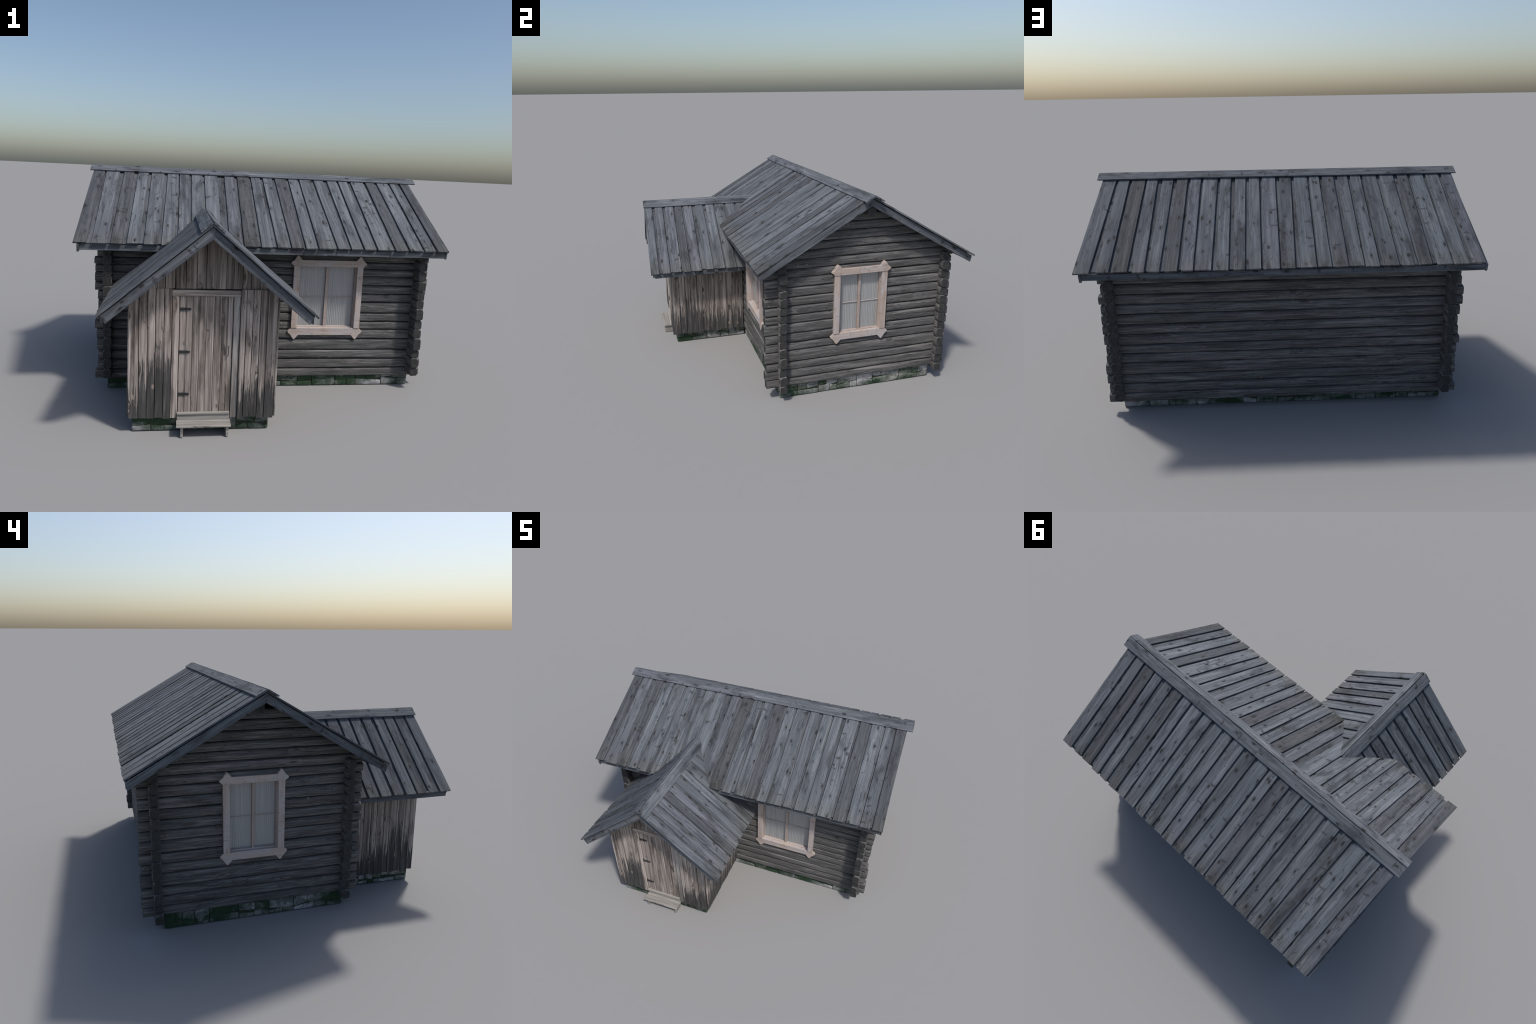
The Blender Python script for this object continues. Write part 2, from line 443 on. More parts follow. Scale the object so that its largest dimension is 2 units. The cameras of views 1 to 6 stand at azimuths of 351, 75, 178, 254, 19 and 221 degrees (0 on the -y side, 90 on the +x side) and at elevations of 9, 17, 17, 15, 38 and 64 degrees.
def curtain_cloth():
    N = Nodes("sheer_curtain")
    tc = N.node("ShaderNodeTexCoord").outputs["Object"]
    x, y, z = N.xyz(tc)
    s = N.noise(N.vec(N.math("MULTIPLY", x, 330.0), 0.0, N.math("MULTIPLY", z, 2.0)), 1.0, 3.0, 0.7)
    s2 = N.noise(N.vec(N.math("MULTIPLY", x, 45.0), 3.0, N.math("MULTIPLY", z, 1.5)), 1.0, 2.0, 0.5)
    c = N.ramp(N.math("MULTIPLY_ADD", s2, 0.25, N.math("MULTIPLY", s, 0.75)), [(0.34, (0.290, 0.286, 0.280)), (0.5, (0.355, 0.351, 0.344)), (0.66, (0.43, 0.425, 0.416))])
    return N.finish(c, 0.8, s, 0.2, 0.001)


def clear_glass():
    N = Nodes("window_glass")
    t = N.node("ShaderNodeBsdfTransparent")
    N.put(t.inputs[0], (0.97, 0.975, 0.98))
    g = N.node("ShaderNodeBsdfGlossy")
    N.put(g.inputs["Roughness"], 0.03)
    f = N.node("ShaderNodeLayerWeight")
    m = N.node("ShaderNodeMixShader")
    N.put(m.inputs[0], N.math("MULTIPLY_ADD", N.math("POWER", f.outputs["Facing"], 5.0), 0.8, 0.03))
    N.put(m.inputs[1], t.outputs[0])
    N.put(m.inputs[2], g.outputs[0])
    o = N.node("ShaderNodeOutputMaterial")
    N.put(o.inputs[0], m.outputs[0])
    return N.mat


BOARD, LOG, LOG_END, PORCH = weathered_board(), log_wood(), log_end_grain(), porch_board()
JAMB = porch_board("grey_jamb_board", (0.80, 0.86, 0.89))
SASH = window_trim("sash_wood", (0.84, 0.82, 0.81))
TRIM, STEP, STONE, MORTAR = window_trim(), step_wood(), footing_stone(), mortar()
IRON = plain("forged_iron", (0.034, 0.035, 0.037), 0.6, 0.3)
DARK = plain("shaded_lining_wood", (0.030, 0.029, 0.028), 0.95)
CURTAIN, GLASS = curtain_cloth(), clear_glass()

# ------------------------------------------------------------------ the house frame (metres)
WALL_L, WALL_R = -0.859, 0.880        # outer faces of the gable walls
WALL_F, WALL_B = -0.247, 0.776        # outer faces of the long walls
LOG_T = 0.043                         # log thickness
RIDGE_Y, EAVE_F, EAVE_B = 0.248, -0.382, 0.888
EAVE_Z_F, EAVE_Z_B, RIDGE_Z = 0.811, 0.812, 1.182   # top of the roof boards at both eaves and at the ridge
PITCH_F = (RIDGE_Z - EAVE_Z_F) / (RIDGE_Y - EAVE_F)
PITCH_B = (RIDGE_Z - EAVE_Z_B) / (EAVE_B - RIDGE_Y)
P_RIDGE_X, P_HALF, P_EAVE_Z, P_PITCH = -0.3435, 0.4685, 0.581, 0.835   # porch roof
ROOF_LAYERS = 0.020                   # vertical depth of the two board layers


cabin = bpy.data.objects.new("log_cabin", None)
bpy.context.scene.collection.objects.link(cabin)
cabin["label"] = "small weathered grey log cabin with plank roof and gabled entrance porch"
cabin["category"] = "log cabin"


# ------------------------------------------------------------------ windows (defined first: logs are cut for them)
class Win:
    """opening in wall coordinates: s along the wall (seen from outside, left to right), z up"""

    def __init__(self, s0, s1, z0, z1):
        self.s0, self.s1, self.z0, self.z1 = s0, s1, z0, z1


WIN_FRONT = Win(0.143, 0.536, 0.330, 0.712)
WIN_RIGHT = Win(0.078, 0.397, 0.365, 0.752)
WIN_LEFT = Win(-0.428, -0.115, 0.362, 0.748)  # s runs along -y on the left wall

# ------------------------------------------------------------------ logs
LOG_PROFILE = [(-0.50, 0.16), (-0.50, 0.80), (-0.44, 0.92), (-0.30, 1.0), (-0.12, 1.0), (-0.06, 0.970), (0.20, 0.958), (0.30, 0.930), (0.425, 0.860), (0.494, 0.780),
               (0.503, 0.60), (0.505, 0.40), (0.503, 0.20), (0.485, 0.11), (0.44, 0.060), (0.34, 0.036), (-0.06, 0.025), (-0.12, 0.0), (-0.30, 0.0), (-0.44, 0.08)]


def log(parent, matrix, start, stop, z0, z1, seed, out=0.0):
    """hewn log: local x along, y outward (0 = wall face), z up; start/stop may depend on z"""
    f0 = start if callable(start) else (lambda z, c=start: c)
    f1 = stop if callable(stop) else (lambda z, c=stop: c)
    zm = (z0 + z1) / 2
    length = f1(zm) - f0(zm)
    n = max(3, int(length / 0.022))
    h = z1 - z0
    secs = []
    for i in range(n + 1):
        u = i / n
        ring = []
        for k, (py, pz) in enumerate(LOG_PROFILE):
            z = z0 + pz * h
            x = lerp(f0(z), f1(z), u)
            wob = 0.0022 * nz(x * 5.0, seed * 5.3, k * 0.10) + 0.0005 * nz(x * 24.0, seed * 2.9, k * 0.3)
            y = -LOG_T / 2 + py * LOG_T + out + (wob if py > 0 else 0.0)
            zz = z + 0.0020 * nz(x * 6.0, seed * 4.1, 9.0 + pz * 1.5) + 0.0009 * nz(x * 22.0, seed * 3.7, 5.0 + pz * 2)
            ring.append((x, y, zz))
        # ends are slightly rounded off
        if i in (0, n):
            cy = -LOG_T / 2 + out
            ring = [(x, cy + (y - cy) * 0.93, zm + (z - zm) * 0.94) for x, y, z in ring]
        secs.append(ring)
    d0 = [(x + 0.003 * (1 if length > 0 else -1), *r) for x, *r in secs[0]]
    full0 = [(d[0], s[1], s[2]) for d, s in zip(d0, [( -LOG_T / 2 + out, ) and p for p in secs[1]])]
    d1 = [(x - 0.003, *r) for x, *r in secs[-1]]
    full1 = [(d[0], s[1], s[2]) for d, s in zip(d1, secs[-2])]
    secs = [secs[0], full0] + secs[1:-1] + [full1, secs[-1]]
    v, f = loft(secs)
    idx = [1, 1] + [0] * (len(f) - 2)
    return add_object("log", v, f, [LOG, LOG_END], parent, matrix, smooth=50, mat_index=idx)


def jit(seed, amp):
    return amp * 2 * (random.Random(seed).random() - 0.5)


FRONT_ROWS = [0.059, 0.109, 0.165, 0.216, 0.282, 0.335, 0.382, 0.430, 0.494, 0.540, 0.588, 0.640, 0.681, 0.719, 0.772, 0.822]
BACK_ROWS = [0.059, 0.112, 0.168, 0.220, 0.284, 0.337, 0.387, 0.443, 0.497, 0.553, 0.606, 0.657, 0.713, 0.768, 0.820]
SIDE_ROWS = [0.082, 0.133, 0.188, 0.236, 0.307, 0.357, 0.412, 0.475, 0.525, 0.577, 0.630, 0.687, 0.742, 0.790, 0.842, 0.890, 0.936, 0.986, 1.036, 1.084]


def wall(name, rows, matrix, ends, win, core, seed):
    """core = (s0, s1, z0, outline top function) for the chinking panel behind the logs"""
    s0, s1, z0, tops = core
    outline = [(s0, z0), (s1, z0)] + tops
    secs = [[(x, -LOG_T * 1.20, z) for x, z in outline], [(x, -LOG_T * 0.98, z) for x, z in outline]]
    v, f = loft(secs)
    part = add_object(name, v, f, [DARK], cabin, matrix)
    for i, (a, b) in enumerate(zip(rows, rows[1:])):
        f0, f1 = ends(i, a, b)
        cut = win and min(b, win.z1) - max(a, win.z0) > 0.014
        out = jit(seed * 50 + i, 0.0015)
        if cut:
            log(part, matrix, f0, win.s0 + 0.030, a, b, seed * 31 + i, out)
            log(part, matrix, win.s1 - 0.030, f1, a, b, seed * 31 + i, out)
        else:
            log(part, matrix, f0, f1, a, b, seed * 31 + i, out)
    return part


def long_ends(i, a, b, left=-0.899, right=0.915):
    k = i * 7 + int(a * 1000)
    return left + jit(k, 0.011), right + jit(k + 3, 0.009)


# wall matrices: local x along the wall (left to right seen from outside), y outward, z up
M_FRONT = Matrix(((1, 0, 0, 0), (0, -1, 0, WALL_F), (0, 0, 1, 0), (0, 0, 0, 1)))
M_BACK = Matrix(((1, 0, 0, 0), (0, 1, 0, WALL_B), (0, 0, 1, 0), (0, 0, 0, 1)))
M_RIGHT = Matrix(((0, 1, 0, WALL_R), (1, 0, 0, 0), (0, 0, 1, 0), (0, 0, 0, 1)))
M_LEFT = Matrix(((0, -1, 0, WALL_L), (-1, 0, 0, 0), (0, 0, 1, 0), (0, 0, 0, 1)))


def under_roof_front(z, limit):
    return max(limit, EAVE_F + (z + ROOF_LAYERS + 0.004 - EAVE_Z_F) / PITCH_F)


def under_roof_back(z, limit):
    return min(limit, EAVE_B - (z + ROOF_LAYERS + 0.004 - EAVE_Z_B) / PITCH_B)


def right_ends(i, a, b):
    jf, jb = jit(900 + i, 0.006), jit(950 + i, 0.005)
    return (lambda z: under_roof_front(z, -0.322 + jf)), (lambda z: under_roof_back(z, 0.812 + jb))


def left_ends(i, a, b):
    jf, jb = jit(700 + i, 0.006), jit(750 + i, 0.005)
    return (lambda z: -under_roof_back(z, 0.831 + jb)), (lambda z: -under_roof_front(z, -0.306 + jf))


gable_core = [(0.76, 0.86), (RIDGE_Y, 1.155), (-0.235, 0.86)]
log_wall_front = wall("log_wall", FRONT_ROWS, M_FRONT, long_ends, WIN_FRONT, (-0.84, 0.86, 0.08, [(0.86, 0.81), (-0.84, 0.81)]), 1)
log_wall_back = wall("log_wall", BACK_ROWS, M_BACK, lambda i, a, b: long_ends(i, a, b, -0.900, 0.911), None, (-0.84, 0.86, 0.08, [(0.86, 0.81), (-0.84, 0.81)]), 2)
log_wall_right = wall("log_wall", SIDE_ROWS, M_RIGHT, right_ends, WIN_RIGHT, (-0.235, 0.76, 0.09, gable_core), 3)
log_wall_left = wall("log_wall", SIDE_ROWS, M_LEFT, left_ends, WIN_LEFT, (-0.76, 0.235, 0.09, [(-p[0], p[1]) for p in reversed(gable_core)]), 4)

# ridge beam poking out of both gables
beam = log(cabin, Matrix(((1, 0, 0, 0), (0, 1, 0, 0.283), (0, 0, 1, 0), (0, 0, 0, 1))), -0.925, 0.945, 1.070, 1.126, 77)
beam.name = "ridge_beam"


# ------------------------------------------------------------------ windows
def window(win, matrix, pane):
    """pane = depth of the curtain behind the wall face (negative)"""
    s0, s1, z0, z1 = win.s0, win.s1, win.z0, win.z1
    w = s1 - s0
    sc = w / 0.393                       # wide and narrow windows share one pattern
    side = 0.0335
    proud = 0.014

    def piece(name, outline, y0, y1, mat, parent, horizontal=False, bevel=0.0012):
        v, f = prism(outline, y0, y1, bevel)
        if horizontal:
            ob = add_object(name, v, f, [mat], parent, matrix, smooth=30)
        else:  # turn so that the grain (local x) runs up the piece
            rot = Matrix(((0, 0, 1, 0), (0, 1, 0, 0), (-1, 0, 0, 0), (0, 0, 0, 1)))
            ob = add_object(name, [rot @ Vector(p) for p in v], f, [mat], parent, matrix @ rot.inverted(), smooth=30)
        return ob

    def rect(a, b, c, d):
        return [(a, c), (b, c), (b, d), (a, d)]

    ear = 0.018

    def head(zb, zt, up):
        """board with a pointed ear and a horn at both ends; up = +1 head, -1 sill"""
        h = zt - zb
        lo, hi = (zb, zt) if up > 0 else (zt, zb)
        pts = [(s0 + 0.001, lo), (s0 - ear * 0.62, lo + up * h * 0.26), (s0 - ear, lo + up * h * 0.44), (s0 - ear * 0.82, lo + up * h * 0.62),
               (s0 + 0.000, lo + up * h * 0.98), (s0 + 0.013, hi + up * 0.0195), (s0 + 0.0175, hi + up * 0.0235), (s0 + 0.0225, hi + up * 0.0235),
               (s0 + 0.0275, hi + up * 0.018), (s0 + 0.043, hi)]
        mir = [(s0 + s1 - x, z) for x, z in reversed(pts)]
        out = pts + mir
        return out if up < 0 else list(reversed(out))

    # frame: casing boards
    part = piece("window", head(z1 - 0.018, z1 + 0.018, 1), -0.040, proud + 0.0035, TRIM, cabin, True)
    piece("sill_board", head(z0 - 0.025, z0 + 0.016, -1), -0.040, proud - 0.004, TRIM, part, True)
    piece("casing_board", rect(s0, s0 + side, z0 + 0.0165, z1), -0.040, proud, TRIM, part)
    piece("casing_board", rect(s1 - side, s1, z0 + 0.0165, z1), -0.040, proud, TRIM, part)
    # sash set back in the opening
    a, b, c, d = s0 + side, s1 - side, z0 + 0.010, z1 - 0.016
    sash = 0.009
    piece("sash_rail", rect(a - 0.004, b + 0.004, c - 0.004, c + 0.012), pane - 0.008, pane + 0.0150, TRIM, part, True)
    piece("sash_rail", rect(a - 0.004, b + 0.004, d - 0.006, d + 0.004), pane - 0.008, pane + 0.0140, TRIM, part, True)
    piece("sash_stile", rect(a - 0.004, a + sash * 0.6, c, d), pane - 0.008, pane + 0.0155, SASH, part)
    piece("sash_stile", rect(b - sash * 0.6, b + 0.004, c, d), pane - 0.008, pane + 0.0155, SASH, part)
    mid = (a + b) / 2
    piece("mullion", rect(mid - 0.0085 * sc, mid + 0.0085 * sc, c, d), pane - 0.006, pane + 0.0135, SASH, part)
    zg = lerp(c, d, 0.50)
    piece("glazing_bar", rect(a, mid - 0.008, zg - 0.0013, zg + 0.0013), pane, pane + 0.0060, TRIM, part, True, 0.0004)
    piece("glazing_bar", rect(mid + 0.008, b, zg - 0.0013, zg + 0.0013), pane, pane + 0.0060, TRIM, part, True, 0.0004)
    for (p, q) in ((a, mid - 0.006), (mid + 0.006, b)):
        v, f = box((p, pane + 0.0030, c), (q, pane + 0.0042, d))
        add_object("glass_pane", v, f, [GLASS], part, matrix)
    # one pleated curtain behind both leaves
    n = int((b - a) / 0.0011)
    rows = []
    for layer in (0.0, -0.0012):
        for k in range(n + 1):
            x = lerp(a - 0.003, b + 0.003, k / n)
            ph = x * 620 + 3.0 * nz(x * 40, 2.0, 5.0)
            y = pane + layer + 0.0006 * math.sin(ph) + 0.0006 * nz(x * 210, 1.0, 4.0)
            rows.append([(x, y, c - 0.003), (x + 0.001 * nz(x * 90), y, zg), (x, y, d + 0.003)])
    m = n + 1
    verts = [p for r in rows for p in r]
    faces = []
    for layer in (0, 1):
        for k in range(n):
            for j in (0, 1):
                i0 = (layer * m + k) * 3 + j
                i1 = (layer * m + k + 1) * 3 + j
                q4 = (i0, i1, i1 + 1, i0 + 1)
                faces.append(q4 if layer else tuple(reversed(q4)))
    add_object("curtain", verts, faces, [CURTAIN], part, matrix, smooth=60)
    return part


window(WIN_FRONT, M_FRONT @ Matrix.Translation((0, 0.001, 0)), -0.0255)
window(WIN_RIGHT, M_RIGHT @ Matrix.Translation((0, 0.001, 0)), -0.0225)
window(WIN_LEFT, M_LEFT @ Matrix.Translation((0, -0.004, 0)), -0.0235)


# ------------------------------------------------------------------ main roof
# board edges along the house: (edge, edge) at the ridge and (edge, edge) at the eave, with tone
FRONT_BOARDS = [
    (-0.978, -0.914, -0.993, -0.930, 0.30), (-0.906, -0.830, -0.905, -0.829, 0.80), (-0.803, -0.745, -0.815, -0.760, 0.22),
    (-0.722, -0.661, -0.736, -0.678, 0.95), (-0.644, -0.572, -0.653, -0.583, 0.68), (-0.551, -0.487, -0.566, -0.505, 0.85),
    (-0.481, -0.423, -0.485, -0.428, 0.62), (-0.412, -0.348, -0.415, -0.352, 0.75), (-0.335, -0.259, -0.336, -0.262, 0.92),
    (-0.215, -0.156, -0.222, -0.160, 0.66), (-0.138, -0.067, -0.148, -0.077, 0.18), (-0.055, 0.001, -0.058, -0.002, 0.80),
    (0.018, 0.075, 0.024, 0.086, 0.70), (0.092, 0.160, 0.100, 0.163, 0.22), (0.178, 0.235, 0.175, 0.236, 0.88),
    (0.247, 0.320, 0.245, 0.335, 0.74), (0.336, 0.396, 0.348, 0.410, 0.80), (0.421, 0.482, 0.422, 0.482, 0.86),
    (0.494, 0.552, 0.492, 0.553, 0.80), (0.575, 0.655, 0.567, 0.652, 0.90), (0.672, 0.727, 0.666, 0.734, 0.30),
    (0.746, 0.818, 0.746, 0.815, 0.95), (0.832, 0.886, 0.831, 0.888, 0.70), (0.899, 0.955, 0.903, 0.966, 0.25)]
BACK_BOARDS = [
    (0.893, 0.968, 0.911, 0.986, 0.62), (0.822, 0.882, 0.820, 0.879, 0.60), (0.734, 0.807, 0.735, 0.807, 0.15),
    (0.670, 0.727, 0.656, 0.712, 0.66), (0.583, 0.641, 0.585, 0.641, 0.58), (0.503, 0.561, 0.502, 0.559, 0.20),
    (0.430, 0.488, 0.429, 0.484, 0.88), (0.338, 0.416, 0.344, 0.421, 0.78), (0.265, 0.323, 0.263, 0.319, 0.84),
    (0.184, 0.242, 0.186, 0.241, 0.66), (0.108, 0.166, 0.109, 0.164, 0.74), (0.020, 0.094, 0.021, 0.100, 0.82),
    (-0.067, -0.005, -0.052, 0.012, 0.42), (-0.158, -0.083, -0.153, -0.078, 0.92), (-0.223, -0.168, -0.224, -0.166, 0.66),
    (-0.305, -0.239, -0.304, -0.242, 0.28), (-0.382, -0.326, -0.380, -0.323, 0.52), (-0.455, -0.399, -0.453, -0.386, 0.85),
    (-0.543, -0.468, -0.547, -0.469, 0.45), (-0.639, -0.564, -0.634, -0.560, 0.68), (-0.722, -0.665, -0.704, -0.648, 0.24),
    (-0.809, -0.735, -0.803, -0.729, 0.90), (-0.896, -0.824, -0.882, -0.812, 0.70), (-0.974, -0.916, -0.961, -0.896, 0.75)]

TOP_T, UNDER_T = 0.0085, 0.006


def slope_axes(pitch):
    c = 1 / math.sqrt(1 + pitch * pitch)
    return c, pitch * c


COS_F, SIN_F = slope_axes(PITCH_F)
COS_B, SIN_B = slope_axes(PITCH_B)
SLOPE_F = frame((0, RIDGE_Y, RIDGE_Z), (0, -COS_F, -SIN_F), (1, 0, 0))
SLOPE_B = frame((0, RIDGE_Y, RIDGE_Z), (0, COS_B, -SIN_B), (-1, 0, 0))
LEN_F, LEN_B = (RIDGE_Y - EAVE_F) / COS_F, (EAVE_B - RIDGE_Y) / COS_B


def shifted(m, dz):
    return m @ Matrix.Translation((0, 0, dz))


def join_parts(obs, name):
    """several boards that hide under others become one mesh"""
    base = obs[0]
    verts, faces = [], []
    inv = base.matrix_world.inverted()
    for o in obs:
        k = len(verts)
        m = inv @ o.matrix_world
        verts += [m @ v.co for v in o.data.vertices]
        faces += [tuple(i + k for i in p.vertices) for p in o.data.polygons]
    mats, mw, par = list(base.data.materials), base.matrix_world.copy(), base.parent
    for o in obs:
        bpy.data.objects.remove(o)
    ob = add_object(name, verts, faces, mats, par, mw, smooth=35)
    return ob


def valley_end(x):
    """distance down the front slope at which the porch roof comes through (large where there is no porch)"""
    z = P_EAVE_Z + (P_HALF - abs(x - P_RIDGE_X)) * P_PITCH + (0.010 if abs(x - P_RIDGE_X) < 0.05 else 0.0)
    if z < EAVE_Z_F - 0.004:
        return 9.0
    return (RIDGE_Y - EAVE_F - (z - EAVE_Z_F) / PITCH_F) / COS_F - 0.005


def slope_boards(boards, matrix, length, flip, seed, gap_tone, valley=False):
    """lower layer first (joined, part 'roof_slope'), then the visible boards as its children"""
    bs = sorted(boards, key=lambda b: b[0])
    unders = []
    for i, (p, q) in enumerate(zip(bs, bs[1:])):
        e0, e1 = p[1] - 0.026, q[0] + 0.026
        g0, g1 = p[3] - 0.026, q[2] + 0.026
        ed = ((-e1, -e0), (-g1, -g0)) if flip else ((e0, e1), (g0, g1))
        back = 0.006 + 0.010 * random.Random(seed + i).random()
        # alternate depth so that neighbouring hidden boards never share a plane
        unders.append(plank("under_board", cabin, [BOARD], shifted(matrix, -TOP_T - 0.0004 * (1 + i % 2)), (0.002, length - back), ed, UNDER_T, seed + 300 + i, 0.0005, 0.0002, step=0.06))
    part = join_parts(unders, "roof_slope")
    part["tone"] = gap_tone
    for i, (r0, r1, e0, e1, tone) in enumerate(bs):
        ed = ((-r1, -r0), (-e1, -e0)) if flip else ((r0, r1), (e0, e1))
        rr = random.Random(seed * 7 + i)
        ov, skew = rr.uniform(-0.003, 0.003), rr.uniform(-0.04, 0.04)
        mid = 0.5 * (ed[1][0] + ed[1][1])
        lift = rr.uniform(0, 0.0012)
        ob = plank("roof_board", part, [BOARD], shifted(matrix, lift), (0.003, lambda y, o=ov, s=skew, c=mid: min(length + o + s * (y - c), valley_end(y) if valley else 9.0)), ed, TOP_T + lift * 0.5, seed + i, 0.0011, 0.0008)
        ob["tone"], ob["span"] = min(1.0, max(0.0, 0.5 + (tone - 0.56) * 1.12)), length
    return part


roof_front = slope_boards(FRONT_BOARDS, SLOPE_F, LEN_F, False, 100, 0.42, True)
roof_back = slope_boards(BACK_BOARDS, SLOPE_B, LEN_B, True, 200, 0.42)


def soffit(matrix, a, b, length, stop, seed, depth=0.026):
    """lining boards under the overhang, one mesh per slope"""
    n = 8
    obs = []
    for k in range(n):
        x0, x1 = lerp(0.004, length - stop, k / n), lerp(0.004, length - stop, (k + 1) / n)
        m = shifted(matrix, -TOP_T - UNDER_T + 0.001 - 0.0006 * (k % 2)) @ Matrix(((0, -1, 0, 0), (1, 0, 0, 0), (0, 0, 1, 0), (0, 0, 0, 1)))
        obs.append(plank("soffit", cabin, [BOARD], m, (a, b), ((-x1 + 0.0004, -x0 - 0.0004), (-x1 + 0.0004, -x0 - 0.0004)), depth, seed + k, 0.0, 0.0002, step=0.2, across=2))
    ob = join_parts(obs, "soffit")
    ob["tone"] = 0.35


soffit(SLOPE_F, -0.960, 0.947, LEN_F, 0.030, 1100)
soffit(SLOPE_B, -0.947, 0.960, LEN_B, 0.030, 1120)


def ridge_cap(matrix, x0, x1, width, thick, seed, tone, flip, parent=cabin, start=-0.0005, extra=0.0):
    """board lying along the ridge on one slope: local x along the ridge (world +x or +y)"""
    c = matrix.to_3x3()
    x = -c.col[1] if flip else c.col[1]
    z = c.col[2]
    m = Matrix((x, z.cross(x), z)).transposed().to_4x4()
    m.translation = matrix.translation
    ed = ((start, width), (start, width + 0.001)) if flip else ((-width, -start), (-width - 0.001, -start))
    ob = plank("ridge_board", parent, [BOARD], shifted(m, thick + 0.001 + extra), (x0, x1), ed, thick, seed, 0.0012, 0.0008)
    ob["tone"] = tone
    return ob


RB = 0.0078
ridge_cap(SLOPE_F, -0.998, -0.063, 0.0575, RB, 401, 0.72, False, extra=0.0005)
ridge_cap(SLOPE_F, -0.0635, 0.999, 0.0570, RB, 402, 0.78, False)
ridge_cap(SLOPE_B, -0.997, -0.055, 0.0575, RB, 403, 0.62, True)
ridge_cap(SLOPE_B, -0.0545, 0.997, 0.0570, RB, 404, 0.66, True, extra=0.0006)


def barge(x_out, inward, front, tip, seed, tone, width=0.036):
    """gable-edge board hung below the roof boards"""
    m = SLOPE_F if front else SLOPE_B
    top = -TOP_T - UNDER_T + 0.003
    # local x down the slope, local y = downward from the roof skin, face towards the gable
    n = m.to_3x3().col[2]
    xd = m.to_3x3().col[0]
    out = Vector((1 if x_out > 0 else -1, 0, 0))
    yd = -n if xd.cross(-n).dot(out) > 0 else n
    origin = m.translation + n * top
    origin.x = x_out
    fm = frame(origin, xd, yd)
    lo, hi = (0, width) if yd.dot(n) < 0 else (-width, 0)
    length = (LEN_F if front else LEN_B) + tip
    s = 1 if yd.dot(n) < 0 else -1
    plumb = PITCH_F if front else PITCH_B
    ob = plank("barge_board", cabin, [BOARD], fm, (lambda y: s * y * plumb, lambda y: length + s * y * plumb * 0.6), ((lo, hi), (lo, hi * 0.98 if hi > 0 else hi)), 0.012, seed, 0.001, 0.0008)
    ob["tone"] = tone


barge(0.962, -1, True, -0.004, 501, 0.55)
barge(0.962, -1, False, 0.004, 502, 0.62)
barge(-0.976, 1, True, 0.002, 503, 0.60)
barge(-0.976, 1, False, -0.002, 504, 0.60)


def fascia(y_out, front, spans, seed):
    for k, (a, b, tone) in enumerate(spans):
        if front:
            m = frame((0, y_out, 0), (1, 0, 0), (0, 0, 1))
            ed = (a, b)
        else:
            m = frame((0, y_out, 0), (-1, 0, 0), (0, 0, 1))
            ed = (-b, -a)
        ob = plank("fascia_board", cabin, [BOARD], m, ed, ((0.771, 0.801), (0.771, 0.801)), 0.010, seed + k, 0.0012, 0.0008)
        ob["tone"] = tone


fascia(EAVE_F + 0.014, True, [(-0.963, 0.292, 0.55), (0.2925, 0.949, 0.5)], 601)
fascia(EAVE_B - 0.010, False, [(-0.963, 0.10, 0.5), (0.1005, 0.949, 0.45)], 611)

# ------------------------------------------------------------------ porch
P_FRONT = -0.744                      # face of the door side; planks beside it stand a little proud
P_LEFT, P_RIGHT = -0.694, -0.021      # faces of the side planks
p_cos = 1 / math.sqrt(1 + P_PITCH ** 2)
p_sin = P_PITCH * p_cos
P_TOP = P_EAVE_Z + P_HALF * P_PITCH
P_EAST = frame((P_RIDGE_X, 0, P_TOP), (p_cos, 0, -p_sin), (0, 1, 0))
P_WEST = frame((P_RIDGE_X, 0, P_TOP), (-p_cos, 0, -p_sin), (0, -1, 0))
P_LEN = P_HALF / p_cos
EAST_BOARDS = [(-0.887, -0.833, 0.70), (-0.815, -0.761, 0.62), (-0.742, -0.686, 0.88), (-0.675, -0.627, 0.28), (-0.612, -0.556, 0.84),
               (-0.530, -0.475, 0.80), (-0.455, -0.398, 0.90), (-0.389, -0.320, 0.60), (-0.308, -0.246, 0.70), (-0.232, -0.165, 0.5)]
WEST_BOARDS = [(-0.882, -0.815, 0.72), (-0.803, -0.744, 0.66), (-0.731, -0.672, 0.30), (-0.662, -0.604, 0.80), (-0.583, -0.528, 0.60),
               (-0.510, -0.452, 0.72), (-0.438, -0.378, 0.70), (-0.362, -0.300, 0.50), (-0.286, -0.226, 0.60), (-0.212, -0.152, 0.5)]


def porch_slope(boards, matrix, flip, seed):
    rows = [(a, b, a, b, t) for a, b, t in boards]
    return slope_boards(rows, matrix, P_LEN, flip, seed, 0.40)


porch_slope(EAST_BOARDS, P_EAST, False, 700)
porch_slope(WEST_BOARDS, P_WEST, True, 750)
ridge_cap(P_EAST, -0.890, -0.10, 0.060, RB, 801, 0.72, False)
ridge_cap(P_WEST, -0.8895, -0.10, 0.0605, RB, 802, 0.62, True, extra=0.0005)


soffit(P_EAST, -0.860, -0.150, P_LEN, 0.030, 1140)
soffit(P_WEST, 0.150, 0.860, P_LEN, 0.030, 1160)


